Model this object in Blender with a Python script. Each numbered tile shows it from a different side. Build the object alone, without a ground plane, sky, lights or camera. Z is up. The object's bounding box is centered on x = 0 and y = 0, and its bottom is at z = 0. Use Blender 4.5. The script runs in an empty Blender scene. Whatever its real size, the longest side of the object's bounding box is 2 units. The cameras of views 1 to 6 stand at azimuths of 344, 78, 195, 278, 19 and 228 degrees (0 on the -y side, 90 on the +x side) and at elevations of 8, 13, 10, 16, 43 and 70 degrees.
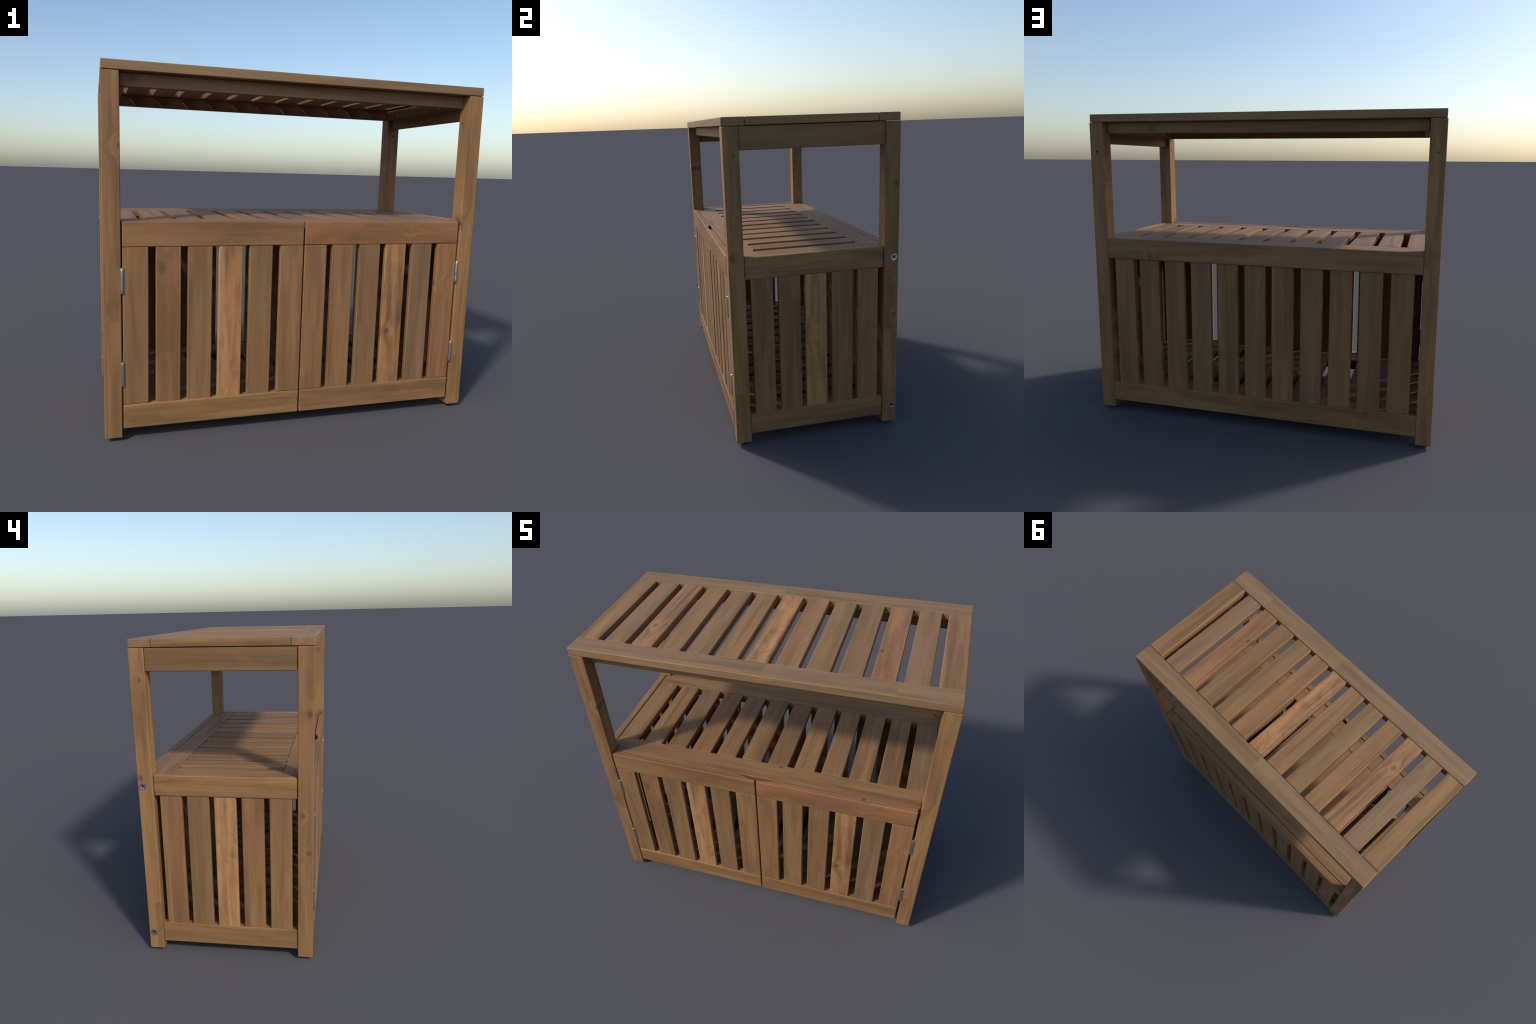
"""Slatted acacia garden cabinet: open shelf under a slatted top, two slatted doors below.
Metres, z up, front towards -y.  Built board by board from measured sizes."""
import bpy, bmesh, math, random
from mathutils import Vector

# ------------------------------------------------------------------ main sizes
HX = 0.9997                    # outer face of the legs in x
YF, YB = -0.4755, 0.480        # front / back faces of the legs
LEG_X, LEG_Y = 0.0837, 0.084    # leg section
LEG_Z0, LEG_Z1 = 0.0178, 1.757
LX = HX - LEG_X                # inner faces of the legs
LYF, LYB = YF + LEG_Y, YB - LEG_Y
R_EDGE = 0.0048                # rounding of sawn edges

TOP_Z = 1.8027                 # table top
TOP_T = 0.0445
SHELF_Z = 1.0795               # middle shelf
FLOOR_Z = 0.1805               # cabinet floor
RAIL_LO = (0.0635, 0.185)       # lower rails z range
RAIL_HI = (0.961, 1.081)       # upper rails z range

rnd = random.Random(11)

# ------------------------------------------------------------------ wood material
WOODS = {                      # (dark, light, patch) base colours of a board
    "mid":   ((0.178, 0.092, 0.036), (0.275, 0.149, 0.059), (0.264, 0.128, 0.053)),
    "olive": ((0.165, 0.092, 0.037), (0.245, 0.138, 0.056), (0.232, 0.118, 0.050)),
    "pink":  ((0.200, 0.093, 0.037), (0.305, 0.148, 0.060), (0.312, 0.134, 0.055)),
    "light": ((0.200, 0.102, 0.039), (0.430, 0.228, 0.092), (0.420, 0.203, 0.080)),
    "grey":  ((0.162, 0.092, 0.041), (0.238, 0.138, 0.062), (0.220, 0.116, 0.056)),
    "pale":  ((0.198, 0.118, 0.054), (0.278, 0.168, 0.079), (0.262, 0.146, 0.071)),
    "gold":  ((0.190, 0.102, 0.038), (0.325, 0.178, 0.068), (0.312, 0.148, 0.058)),
}


def grain_group():
    """Streaks along +X of the incoming vector: broad bands, fine fibres, hue patches."""
    g = bpy.data.node_groups.new("wood_grain", "ShaderNodeTree")
    it = g.interface
    it.new_socket("Vector", in_out="INPUT", socket_type="NodeSocketVector")
    for n in ("Dark", "Light", "Patch"):
        it.new_socket(n, in_out="INPUT", socket_type="NodeSocketColor")
    it.new_socket("Figure", in_out="INPUT", socket_type="NodeSocketFloat")
    it.new_socket("Color", in_out="OUTPUT", socket_type="NodeSocketColor")
    it.new_socket("Height", in_out="OUTPUT", socket_type="NodeSocketFloat")
    N, L = g.nodes, g.links
    gi, go = N.new("NodeGroupInput"), N.new("NodeGroupOutput")

    def noise(scale, detail, rough, distort):
        m = N.new("ShaderNodeVectorMath"); m.operation = "MULTIPLY"
        m.inputs[1].default_value = scale
        L.new(gi.outputs["Vector"], m.inputs[0])
        t = N.new("ShaderNodeTexNoise")
        t.inputs["Scale"].default_value = 1.0
        t.inputs["Detail"].default_value = detail
        t.inputs["Roughness"].default_value = rough
        t.inputs["Distortion"].default_value = distort
        L.new(m.outputs[0], t.inputs["Vector"])
        return t.outputs["Fac"]

    def rng(src, a, b, c=0.0, d=1.0):
        m = N.new("ShaderNodeMapRange"); m.interpolation_type = "SMOOTHSTEP"
        for i, v in zip((1, 2, 3, 4), (a, b, c, d)):
            m.inputs[i].default_value = v
        L.new(src, m.inputs[0])
        return m.outputs[0]

    def mix(mode, fac, a, b):
        m = N.new("ShaderNodeMix"); m.data_type = "RGBA"; m.blend_type = mode
        for s, v in ((m.inputs[0], fac), (m.inputs[6], a), (m.inputs[7], b)):
            if hasattr(v, "links"):
                L.new(v, s)
            else:
                s.default_value = v
        return m.outputs[2]

    bands = noise((1.1, 17.0, 17.0), 3.0, 0.5, 0.6)
    fibre = noise((4.0, 70.0, 70.0), 2.0, 0.5, 0.3)
    patch = noise((2.3, 7.0, 7.0), 2.0, 0.5, 0.4)
    smoke = noise((3.2, 9.0, 9.0), 3.0, 0.6, 0.5)
    streak = noise((1.3, 36.0, 36.0), 2.0, 0.5, 0.9)
    curl = noise((15.0, 26.0, 26.0), 2.0, 0.5, 0.8)
    col = mix("MIX", rng(bands, 0.30, 0.70), gi.outputs["Dark"], gi.outputs["Light"])
    pm = N.new("ShaderNodeMath"); pm.operation = "MULTIPLY"; pm.inputs[1].default_value = 0.75
    L.new(rng(patch, 0.46, 0.68), pm.inputs[0])
    col = mix("MIX", pm.outputs[0], col, gi.outputs["Patch"])
    sm = N.new("ShaderNodeMath"); sm.operation = "MULTIPLY"; sm.inputs[1].default_value = 0.55
    L.new(rng(smoke, 0.56, 0.74), sm.inputs[0])
    col = mix("MULTIPLY", sm.outputs[0], col, (0.80, 0.84, 0.84, 1))
    fm = N.new("ShaderNodeMath"); fm.operation = "MULTIPLY"; fm.inputs[1].default_value = 0.50
    L.new(rng(fibre, 0.40, 0.66), fm.inputs[0])
    col = mix("MULTIPLY", fm.outputs[0], col, (0.83, 0.80, 0.76, 1))
    cm = N.new("ShaderNodeMath"); cm.operation = "MULTIPLY"
    L.new(rng(curl, 0.45, 0.68), cm.inputs[0]); L.new(gi.outputs["Figure"], cm.inputs[1])
    col = mix("MULTIPLY", cm.outputs[0], col, (0.74, 0.70, 0.68, 1))
    sa = N.new("ShaderNodeMath"); sa.operation = "ADD"; sa.inputs[1].default_value = 0.12
    L.new(gi.outputs["Figure"], sa.inputs[0])
    sb = N.new("ShaderNodeMath"); sb.operation = "MULTIPLY"; sb.use_clamp = True
    L.new(rng(streak, 0.46, 0.66), sb.inputs[0]); L.new(sa.outputs[0], sb.inputs[1])
    col = mix("MULTIPLY", sb.outputs[0], col, (0.66, 0.62, 0.60, 1))
    L.new(col, go.inputs["Color"])
    L.new(fibre, go.inputs["Height"])
    return g


GRAIN = grain_group()
wood_count = 0


def wood(kind="mid", axis="x", knots=(), joints=(), figure=0.12, gain=1.0):
    """One board's material.  axis: direction of the grain in object space.
    knots: ((x, y, z), radius, through_axis).  joints: positions of finger joints along the grain."""
    global wood_count
    wood_count += 1
    seed = wood_count
    m = bpy.data.materials.new("acacia_" + kind)
    m.use_nodes = True
    nt = m.node_tree
    N, L = nt.nodes, nt.links
    bsdf = N["Principled BSDF"]
    tc = N.new("ShaderNodeTexCoord")
    sep = N.new("ShaderNodeSeparateXYZ"); L.new(tc.outputs["Object"], sep.inputs[0])
    order = {"x": (0, 1, 2), "y": (1, 0, 2), "z": (2, 0, 1)}[axis]
    comb = N.new("ShaderNodeCombineXYZ")
    for i, o in enumerate(order):
        L.new(sep.outputs[o], comb.inputs[i])
    add = N.new("ShaderNodeVectorMath"); add.operation = "ADD"
    add.inputs[1].default_value = (seed * 3.71, seed * 1.37, seed * 0.83)
    L.new(comb.outputs[0], add.inputs[0])
    vec = add.outputs[0]
    for j in joints:
        gt = N.new("ShaderNodeMath"); gt.operation = "GREATER_THAN"; gt.inputs[1].default_value = j
        L.new(sep.outputs[order[0]], gt.inputs[0])
        sc = N.new("ShaderNodeVectorMath"); sc.operation = "SCALE"
        sc.inputs[0].default_value = (5.3, 2.9, 1.7)
        L.new(gt.outputs[0], sc.inputs["Scale"])
        a2 = N.new("ShaderNodeVectorMath"); a2.operation = "ADD"
        L.new(vec, a2.inputs[0]); L.new(sc.outputs[0], a2.inputs[1])
        vec = a2.outputs[0]
    masks = []
    for pos, r, through, *strength in knots:
        sub = N.new("ShaderNodeVectorMath"); sub.operation = "SUBTRACT"
        sub.inputs[1].default_value = pos
        L.new(tc.outputs["Object"], sub.inputs[0])
        mul = N.new("ShaderNodeVectorMath"); mul.operation = "MULTIPLY"
        k = [1.0 / r] * 3
        k["xyz".index(axis)] = 0.75 / r
        k["xyz".index(through)] = 0.08 / r
        mul.inputs[1].default_value = k
        L.new(sub.outputs[0], mul.inputs[0])
        ln = N.new("ShaderNodeVectorMath"); ln.operation = "LENGTH"
        L.new(mul.outputs[0], ln.inputs[0])
        mr = N.new("ShaderNodeMapRange"); mr.interpolation_type = "SMOOTHSTEP"
        for i, v in zip((1, 2, 3, 4), (0.0, 1.75, strength[0] if strength else 0.90, 0.0)):
            mr.inputs[i].default_value = v
        L.new(ln.outputs["Value"], mr.inputs[0])
        masks.append(mr.outputs[0])
        # the fibres bend round the knot
        warp = N.new("ShaderNodeMapRange"); warp.interpolation_type = "SMOOTHSTEP"
        for i, v in zip((1, 2, 3, 4), (0.0, 5.0, 0.022, 0.0)):
            warp.inputs[i].default_value = v
        L.new(ln.outputs["Value"], warp.inputs[0])
        cw = N.new("ShaderNodeCombineXYZ")
        L.new(warp.outputs[0], cw.inputs[1]); L.new(warp.outputs[0], cw.inputs[2])
        a3 = N.new("ShaderNodeVectorMath"); a3.operation = "ADD"
        L.new(vec, a3.inputs[0]); L.new(cw.outputs[0], a3.inputs[1])
        vec = a3.outputs[0]
    gr = N.new("ShaderNodeGroup"); gr.node_tree = GRAIN
    dark, light, patch = WOODS[kind]
    for n, c in (("Dark", dark), ("Light", light), ("Patch", patch)):
        gr.inputs[n].default_value = tuple(v * gain for v in c) + (1.0,)
    gr.inputs["Figure"].default_value = figure
    L.new(vec, gr.inputs["Vector"])
    col = gr.outputs["Color"]
    for msk in masks:
        mx = N.new("ShaderNodeMix"); mx.data_type = "RGBA"
        mx.inputs[7].default_value = (0.062, 0.048, 0.028, 1)
        L.new(msk, mx.inputs[0]); L.new(col, mx.inputs[6])
        col = mx.outputs[2]
    L.new(col, bsdf.inputs["Base Color"])
    bsdf.inputs["Roughness"].default_value = 0.65
    bsdf.inputs["Specular IOR Level"].default_value = 0.4
    bp = N.new("ShaderNodeBump")
    bp.inputs["Strength"].default_value = 0.08
    bp.inputs["Distance"].default_value = 0.002
    L.new(gr.outputs["Height"], bp.inputs["Height"])
    L.new(bp.outputs[0], bsdf.inputs["Normal"])
    return m


def plain(name, colour, metallic, rough):
    """Metal or plastic with a little cloudy wear in colour and gloss."""
    m = bpy.data.materials.new(name)
    m.use_nodes = True
    N, L = m.node_tree.nodes, m.node_tree.links
    b = N["Principled BSDF"]
    tc, nz = N.new("ShaderNodeTexCoord"), N.new("ShaderNodeTexNoise")
    nz.inputs["Scale"].default_value = 60.0
    L.new(tc.outputs["Object"], nz.inputs["Vector"])
    mx = N.new("ShaderNodeMix"); mx.data_type = "RGBA"
    mx.inputs[6].default_value = tuple(0.8 * c for c in colour) + (1,)
    mx.inputs[7].default_value = tuple(min(1, 1.12 * c) for c in colour) + (1,)
    L.new(nz.outputs["Fac"], mx.inputs[0]); L.new(mx.outputs[2], b.inputs["Base Color"])
    mr = N.new("ShaderNodeMapRange")
    mr.inputs[3].default_value, mr.inputs[4].default_value = rough - 0.08, rough + 0.08
    L.new(nz.outputs["Fac"], mr.inputs[0]); L.new(mr.outputs[0], b.inputs["Roughness"])
    b.inputs["Metallic"].default_value = metallic
    return m


STEEL = plain("zinc_steel", (0.56, 0.58, 0.60), 1.0, 0.34)
SOCKET = plain("dark_socket", (0.06, 0.07, 0.09), 0.8, 0.40)
RUBBER = plain("black_plastic", (0.025, 0.025, 0.025), 0.0, 0.6)

# ------------------------------------------------------------------ piece builders
# a piece is (vertices, faces, vertex normals)


def board(lo, hi, r=R_EDGE, seg=3):
    """Box with rounded edges."""
    lo, hi = Vector(lo), Vector(hi)
    r = min(r, 0.45 * min(hi - lo))
    bm = bmesh.new()
    bmesh.ops.create_cube(bm, size=1.0)
    for v in bm.verts:
        v.co = Vector([lo[i] + (v.co[i] + 0.5) * (hi[i] - lo[i]) for i in range(3)])
    bmesh.ops.bevel(bm, geom=bm.edges[:], offset=r, segments=seg, profile=0.5, affect="EDGES")
    bm.verts.index_update()
    V = [v.co.copy() for v in bm.verts]
    F = [[v.index for v in f.verts] for f in bm.faces]
    bm.free()
    Nn = []
    for p in V:
        q = Vector([min(max(p[i], lo[i] + r), hi[i] - r) for i in range(3)])
        d = p - q
        Nn.append(d.normalized() if d.length > 1e-7 else Vector((0, 0, 1)))
    return V, F, Nn


def weighted_normals(V, F):
    acc = [Vector() for _ in V]
    for f in F:
        n = Vector()
        for i in range(len(f)):
            a, b = V[f[i]], V[f[(i + 1) % len(f)]]
            n += a.cross(b)
        for i in f:
            acc[i] += n * n.length
    return [a.normalized() for a in acc]


def plank(outline, z0, z1, r=0.004):
    """Horizontal plank of any outline (list of x, y, counter-clockwise) with rounded edges."""
    bm = bmesh.new()
    low = [bm.verts.new((x, y, z0)) for x, y in outline]
    f = bm.faces.new(low)
    out = bmesh.ops.extrude_face_region(bm, geom=[f])
    for v in out["geom"]:
        if isinstance(v, bmesh.types.BMVert):
            v.co.z = z1
    bmesh.ops.recalc_face_normals(bm, faces=bm.faces[:])
    sharp = [e for e in bm.edges if e.calc_face_angle(0) > 0.6]
    bmesh.ops.bevel(bm, geom=sharp, offset=r, segments=2, profile=0.5, affect="EDGES", clamp_overlap=True)
    bm.verts.index_update()
    V = [v.co.copy() for v in bm.verts]
    F = [[v.index for v in g.verts] for g in bm.faces]
    bm.free()
    return V, F, weighted_normals(V, F)


def lathe(profile, axis, centre, seg=28):
    """Turned piece: profile of (radius, height) about the given axis."""
    c = Vector(centre)
    w = Vector([1.0 if a == axis else 0.0 for a in "xyz"])
    u = w.orthogonal().normalized(); v = w.cross(u)
    V, F = [], []
    for rad, h in profile:
        for i in range(seg):
            t = 2 * math.pi * i / seg
            V.append(c + w * h + (u * math.cos(t) + v * math.sin(t)) * max(rad, 1e-5))
    for k in range(len(profile) - 1):
        for i in range(seg):
            j = (i + 1) % seg
            F.append([k * seg + i, k * seg + j, (k + 1) * seg + j, (k + 1) * seg + i])
    return V, F, None


def build(name, pieces, parent, origin=(0, 0, 0)):
    """Join pieces [(piece, material)] into one named mesh object."""
    o = Vector(origin)
    V, F, Nn, mats, idx, soft = [], [], [], [], [], True
    for (pv, pf, pn), mat in pieces:
        if mat not in mats:
            mats.append(mat)
        base = len(V)
        V += [p - o for p in pv]
        F += [[i + base for i in f] for f in pf]
        idx += [mats.index(mat)] * len(pf)
        if pn is None:
            soft = False
        else:
            Nn += pn
    me = bpy.data.meshes.new(name)
    me.from_pydata(V, [], F)
    for m in mats:
        me.materials.append(m)
    me.polygons.foreach_set("material_index", idx)
    me.polygons.foreach_set("use_smooth", [True] * len(F))
    me.update()
    if soft:
        me.normals_split_custom_set_from_vertices(Nn)
    else:
        bm = bmesh.new(); bm.from_mesh(me)
        bmesh.ops.recalc_face_normals(bm, faces=bm.faces[:])
        bm.to_mesh(me); bm.free()
        me.set_sharp_from_angle(angle=math.radians(38))
    ob = bpy.data.objects.new(name, me)
    bpy.context.scene.collection.objects.link(ob)
    ob.location = o
    if parent is not None:
        ob.parent = parent
        ob.location = o - parent_origin(parent)
    return ob


def parent_origin(p):
    q = p.location.copy()
    while p.parent:
        p = p.parent
        q += p.location
    return q


def slat(parent, lo, hi, mat, name="slat", jitter=0.0008, r=R_EDGE):
    """One loose board with its origin in its middle, set very slightly out of true."""
    c = (Vector(lo) + Vector(hi)) / 2
    h = (Vector(hi) - Vector(lo)) / 2
    ob = build(name, [(board(c - h, c + h, r), mat)], parent, c)
    ob.location += Vector([rnd.uniform(-jitter, jitter) for _ in range(3)])
    ob.rotation_euler = [rnd.uniform(-1, 1) * jitter * 1.2 for _ in range(3)]
    return ob


# ------------------------------------------------------------------ the thing
root = bpy.data.objects.new("wooden_storage_cabinet", None)
bpy.context.scene.collection.objects.link(root)
root["label"] = "slatted brown wooden garden cabinet with open shelf and two doors"
root["category"] = "cabinet"

# ------------------------------------------------------------------ legs
LEG_KNOTS = {
    (-1, -1): [(-.453, 1.420, .013), (-.421, .875, .010), (-.450, .660, .011)],
    (1, 1): [(.459, 1.430, .013), (.427, .902, .010), (.457, .684, .011)],
    (1, -1): [(-.421, 1.612, .010), (-.454, 1.083, .014)],
    (-1, 1): [(.428, 1.595, .010), (.460, 1.066, .014)],
}


def make_leg(sx, sy):
    x0, x1 = sorted((sx * HX, sx * LX))
    y0, y1 = (YF, LYF) if sy < 0 else (LYB, YB)
    kn = [((sx * (HX - LEG_X / 2), y, z), r, "x") for y, z, r in LEG_KNOTS[sx, sy]]
    if sx < 0 and sy < 0:
        kn.append(((-.921, YF, 1.427), .010, "y"))
    if sx > 0 and sy < 0:
        kn.append(((.917, YF, 1.068), .009, "y"))
    mat = wood("mid" if sx * sy > 0 else "gold", "z", kn, joints=(0.315 if sy * sx < 0 else 0.60,), gain=1.0)
    leg = build("leg", [(board((x0, y0, LEG_Z0), (x1, y1, LEG_Z1)), mat)], root)
    # glide under the foot
    cx, cy = (x0 + x1) / 2, (y0 + y1) / 2
    build("foot_pad", [(lathe([(0, 0.0), (.019, 0.0), (.022, .004), (.022, .0205), (0, .0205)], "z", (cx, cy, 0)), RUBBER)], leg)
    if sy > 0:
        # drilled hole from back to front near the top
        cut = bpy.data.objects.new("cutter", bpy.data.meshes.new("cutter"))
        V, F, _ = lathe([(0, -.08), (.0058, -.08), (.0058, .08), (0, .08)], "y", (sx * .958, cy, 1.589), 20)
        cut.data.from_pydata(V, [], F)
        bm = bmesh.new(); bm.from_mesh(cut.data)
        bmesh.ops.remove_doubles(bm, verts=bm.verts[:], dist=1e-4)
        bmesh.ops.recalc_face_normals(bm, faces=bm.faces[:])
        bm.to_mesh(cut.data); bm.free()
        bpy.context.scene.collection.objects.link(cut)
        md = leg.modifiers.new("hole", "BOOLEAN"); md.object = cut; md.solver = "EXACT"
        bpy.context.view_layer.update()
        dg = bpy.context.evaluated_depsgraph_get()
        me = bpy.data.meshes.new_from_object(leg.evaluated_get(dg))
        leg.modifiers.clear()
        old = leg.data
        leg.data = me
        me.name = "leg"
        bpy.data.meshes.remove(old)
        me.set_sharp_from_angle(angle=math.radians(45))
        wn = leg.modifiers.new("normals", "WEIGHTED_NORMAL"); wn.keep_sharp = True; wn.weight = 100
        bpy.context.view_layer.update()
        dg = bpy.context.evaluated_depsgraph_get()
        me2 = bpy.data.meshes.new_from_object(leg.evaluated_get(dg))
        leg.modifiers.clear()
        leg.data = me2
        bpy.data.meshes.remove(me)
        me2.name = "leg"
        bpy.data.objects.remove(cut)
        # flanged socket bolts through the outer face
        for bz in (1.019, 0.1205):
            face = sx * HX
            s = sx
            ring = lathe([(.0085, s * -.0002), (.0095, s * .0005), (.0180, s * .0006), (.0200, s * .0003), (.0205, s * -.0015)], "x", (face, .4525, bz))
            sock = lathe([(.0, s * .0003), (.0040, s * .0003), (.0088, s * .0004)], "x", (face, .4525, bz), 6)
            build("bolt", [(ring, STEEL), (sock, SOCKET)], leg)
    return leg


for sx in (-1, 1):
    for sy in (-1, 1):
        make_leg(sx, sy)

# ------------------------------------------------------------------ side frames
SIDE_SLATS = [.305, .1535, .0025, -.148, -.299]      # slat centres in y
SIDE_KINDS = ["mid", "olive", "light", "mid", "mid"]
for sx in (-1, 1):
    def X(a, b):
        return sorted((sx * a, sx * b))
    pieces = []

    def side_rail(xa, xb, z0, z1, mat, r=R_EDGE):
        a, b = X(xa, xb)
        pieces.append((board((a, LYF + .0005, z0), (b, LYB - .0005, z1), r), mat))
    side_rail(.943, .9915, 1.6375, 1.7565, wood("olive", "y", gain=.96))       # apron below the top
    side_rail(.9475, .9915, .962, 1.0830, wood("gold", "y", figure=.3), .009)   # rail at shelf height
    side_rail(.9475, .9905, .0635, .1850, wood("mid", "y"))                     # bottom rail
    panel = build("side_panel", pieces, root)
    for i, (yc, kd) in enumerate(zip(SIDE_SLATS, SIDE_KINDS)):
        a, b = X(.955, .9862)
        kn = [((0, -.034, .053), .016, "x", .35)] if i == 2 else []
        slat(panel, (a, yc - .061, .170), (b, yc + .061, .975), wood(kd, "z", kn, figure=.45 if kd == "light" else .1))

# ------------------------------------------------------------------ back panel
pieces = [
    (board((-LX - .001, .429, .9615), (LX + .001, .4785, 1.0815), .007),
     wood("mid", "x", [((.644, .478, .981), .014, "y")])),
    (board((-LX - .001, .429, .0635), (LX + .001, .4780, .183)),
     wood("mid", "x", [((-.644, .478, .166), .013, "y")])),
]
back = build("back_panel", pieces, root)
for i in range(11):
    xc = -.8135 + .1631 * i
    slat(back, (xc - .0612, .437, .168), (xc + .0612, .4680, .975),
         wood(["mid", "olive", "mid", "grey"][i % 4], "z"))

# ------------------------------------------------------------------ table top
pieces = [
    (board((-.9965, -.4775, TOP_Z - TOP_T), (.9965, -.3575, TOP_Z), .005),
     wood("pale", "x", joints=(.058, .70))),
    (board((-.9965, .3585, TOP_Z - TOP_T), (.9965, .4785, TOP_Z), .005),
     wood("pale", "x", joints=(-.062,))),
    (board((-.914, -.4215, 1.6945), (.914, -.379, TOP_Z - TOP_T + .001)),
     wood("olive", "x", [((-.855, -.4215, 1.732), .018, "y")], gain=.95)),
    (board((-.914, .3815, 1.6945), (.914, .4330, TOP_Z - TOP_T + .001)),
     wood("olive", "x", [((.633, .433, 1.722), .016, "y")], gain=.95)),
]
for sx in (-1, 1):
    a, b = sorted((sx * .888, sx * .942))
    pieces.append((board((a, -.3775, 1.6955), (b, .3800, TOP_Z - TOP_T + .001)), wood("mid", "y", gain=.95)))
top = build("table_top", pieces, root)
TOP_KINDS = ["gold", "grey", "light", "mid", "olive", "mid", "light", "mid", "olive", "olive", "pink", "grey", "gold"]
for i, kd in enumerate(TOP_KINDS):
    xc = -.9365 + .15608 * i
    kn = []
    if i == 2:
        kn = [((-.642 - xc, -.148, .02), .015, "z", .6)]
    if i == 10:
        kn = [((.581 - xc, -.113, .02), .010, "z")]
    fig = {6: .8, 2: .5}.get(i, .15)
    h = .0595
    slat(top, (xc - h, -.3562, TOP_Z - .0430), (xc + h, .3572, TOP_Z - .0006), wood(kd, "y", kn, figure=fig, gain={2: .98, 0: .98, 12: .98}.get(i, 1.12)))
for sx in (-1, 1):
    for y in (-.23, .232):
        face = sx * .888
        s = -sx
        ring = lathe([(.006, s * .0005), (.007, s * .0018), (.014, s * .0024), (.0158, s * .0014), (.016, s * -.001)], "x", (face, y, 1.724))
        sock = lathe([(0, s * .0003), (.0066, s * .0008)], "x", (face, y, 1.724), 6)
        build("bolt", [(ring, STEEL), (sock, SOCKET)], top)


# ------------------------------------------------------------------ shelf and floor: the same slatted frame
def slatted_frame(name, z, thick, kinds, front_knots, gain=1.0):
    nx, fx = .9465, LX - .003              # full half width, half width between the legs
    yi, yf, yb = .3035, -.4325, .4265
    ny0, ny1 = LYF + .003, LYB - .003
    front = [(-fx, yf), (fx, yf), (fx, ny0), (nx, ny0), (nx, -yi), (-nx, -yi), (-nx, ny0), (-fx, ny0)]
    rear = [(-nx, yi), (nx, yi), (nx, ny1), (fx, ny1), (fx, yb), (-fx, yb), (-fx, ny1), (-nx, ny1)]
    pieces = [(plank(front, z - thick, z), wood("mid", "x", front_knots, gain=gain)),
              (plank(rear, z - thick, z), wood("mid", "x", gain=gain))]
    for s in (-1, 1):                      # bearers under the slat ends
        a, b = sorted((s * .312, s * .345))
        pieces.append((board((-.90, a, z - thick - .030), (.90, b, z - thick + .001)), wood("olive", "x", gain=gain)))
    fr = build(name, pieces, root)
    for i, kd in enumerate(kinds):
        xc = -.8815 + .16027 * i
        h = .0602
        lo, hi = xc - h, xc + h
        if i == 0:
            lo = -.9455
        if i == 11:
            hi = .9455
        slat(fr, (lo, -.3022, z - thick + .003), (hi, .3022, z - .0006),
             wood(kd, "y", figure=.3 if kd in ("gold", "light") else .1, gain=gain))
    return fr


slatted_frame("shelf", SHELF_Z, .040,
              ["mid", "gold", "olive", "pink", "mid", "mid", "olive", "gold", "mid", "gold", "mid", "grey"],
              [((.107, -.316, SHELF_Z), .011, "z")])
slatted_frame("cabinet_floor", FLOOR_Z, .040,
              ["mid", "grey", "mid", "olive", "mid", "pink", "mid", "olive", "mid", "grey", "pink", "mid"], [])

# ------------------------------------------------------------------ doors
DOOR_KINDS = ["mid", "mid", "olive", "light", "olive", "mid"]


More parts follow.
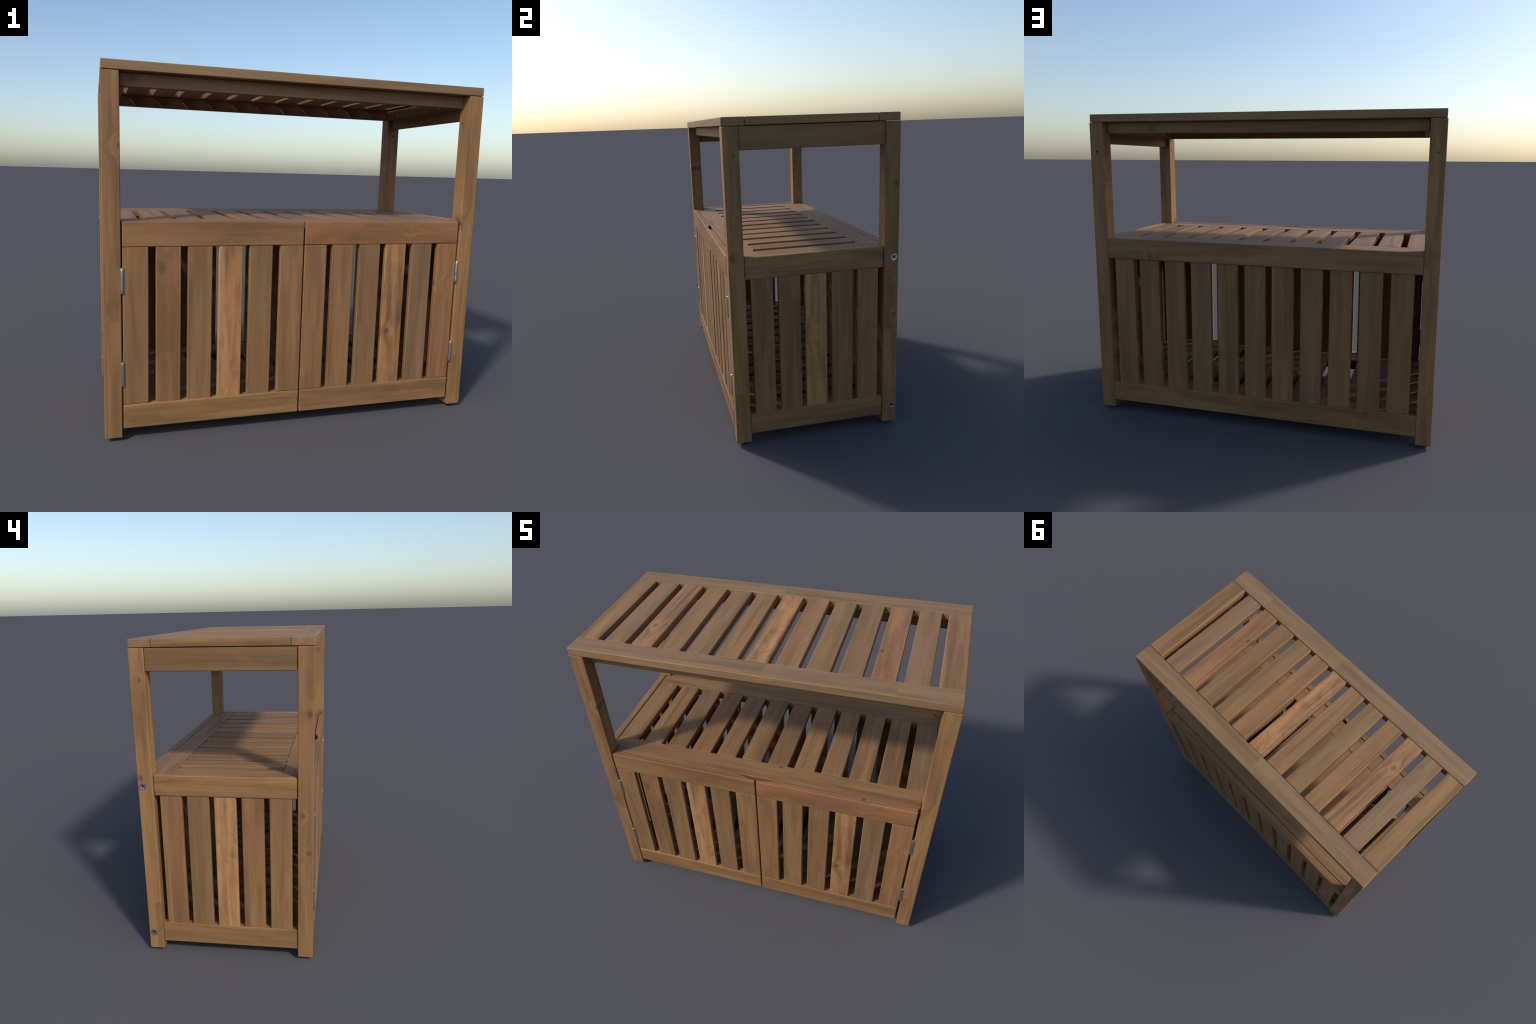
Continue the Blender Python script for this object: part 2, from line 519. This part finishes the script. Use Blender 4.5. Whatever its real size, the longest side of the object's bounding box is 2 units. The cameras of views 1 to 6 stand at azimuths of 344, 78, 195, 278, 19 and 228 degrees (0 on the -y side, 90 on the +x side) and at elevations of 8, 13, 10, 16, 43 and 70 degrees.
def make_door(sx):
    if sx < 0:
        x0, x1 = -.9100, -.0060
        centres = [-.8495, -.6935, -.5390, -.3850, -.2295]
        centres.append(-.0690)
    else:
        x0, x1 = .0015, .9035
        centres = [.0640, .2160, .3720, .5260, .6855, .8430]
    yo, yi = YF, -.4375
    # upper rail: a finger scallop is cut in its rear edge where the doors meet
    n, scal = 9, []
    for k in range(n + 1):
        t = k / n
        scal.append((t, .021 * (0.5 + 0.5 * math.cos(math.pi * t)) ** 0.6))
    if sx < 0:
        out = [(x0, yo), (x1, yo)] + [(x1 - t * .105, yi - d) for t, d in scal] + [(x0, yi)]
    else:
        out = [(x0, yo), (x1, yo), (x1, yi)] + [(x0 + t * .125, yi - d) for t, d in reversed(scal)]
    up_k = [((.611, -.451, 1.080), .010, "z")] if sx > 0 else []
    pieces = [
        (plank(out, RAIL_HI[0], RAIL_HI[1] + .0005, .0045), wood("pink" if sx > 0 else "mid", "x", up_k)),
        (board((x0, yo, RAIL_LO[0]), (x1, yi, RAIL_LO[1])), wood("gold" if sx < 0 else "mid", "x", figure=.2)),
    ]
    door = build("door", pieces, root)
    for i, (xc, kd) in enumerate(zip(centres, DOOR_KINDS)):
        h = .0605
        lo, hi = xc - h, xc + h
        edge = (i == 0) or (i == 5)
        if i == 0:
            lo = x0
        if i == 5:
            hi = x1
        kn = []
        if sx < 0 and i == 1:
            kn = [((-.724 - xc, -.02, .858 - .573), .019, "y", .75)]
        if sx > 0 and i == 3:
            kn = [((.497 - xc, -.02, .481 - .573), .014, "y")]
        if sx > 0 and i == 5:
            kn = [((.784 - xc, -.0, .736 - .573), .010, "x")]
        if sx < 0 and i == 3:
            kn = [((.03, -.02, .300 - .573), .014, "y", .35)]
        kd2 = "pink" if (sx > 0 and i == 5) else kd
        if sx > 0 and i == 4:
            kd2 = "grey"
        slat(door, (lo, YF + (.0015 if edge else .0035), RAIL_LO[1] - (-.0008 if edge else .01)),
             (hi, -.4440, RAIL_HI[0] + (-.0008 if edge else .01)),
             wood(kd2, "z", kn, figure=.45 if kd2 == "light" else .08), jitter=.0004)
    # butt hinges in the gap to the leg
    hx = sx * .9120
    for z0, z1 in ((.7375, .8620), (.2785, .4030)):
        rad, cy = .0088, YF + .0020
        ln = z1 - z0
        prof = [(0, 0.0), (.0045, 0.0), (rad * .75, .0006), (rad * .93, .0016), (rad, .0035)]
        prof += [(rad, ln * k / 6) for k in range(1, 6)]
        prof += [(rad, ln - .0035), (rad * .93, ln - .0016), (rad * .75, ln - .0006), (.0045, ln), (0, ln)]
        leaf = board((hx - .0016, cy, z0 + .001), (hx + .0016, -.440, z1 - .001), .0004)
        lv, lf, _ = leaf
        build("hinge", [(lathe(prof, "z", (hx, cy, z0), 32), STEEL), ((lv, lf, None), STEEL)], door)
    return door


for sx in (-1, 1):
    make_door(sx)
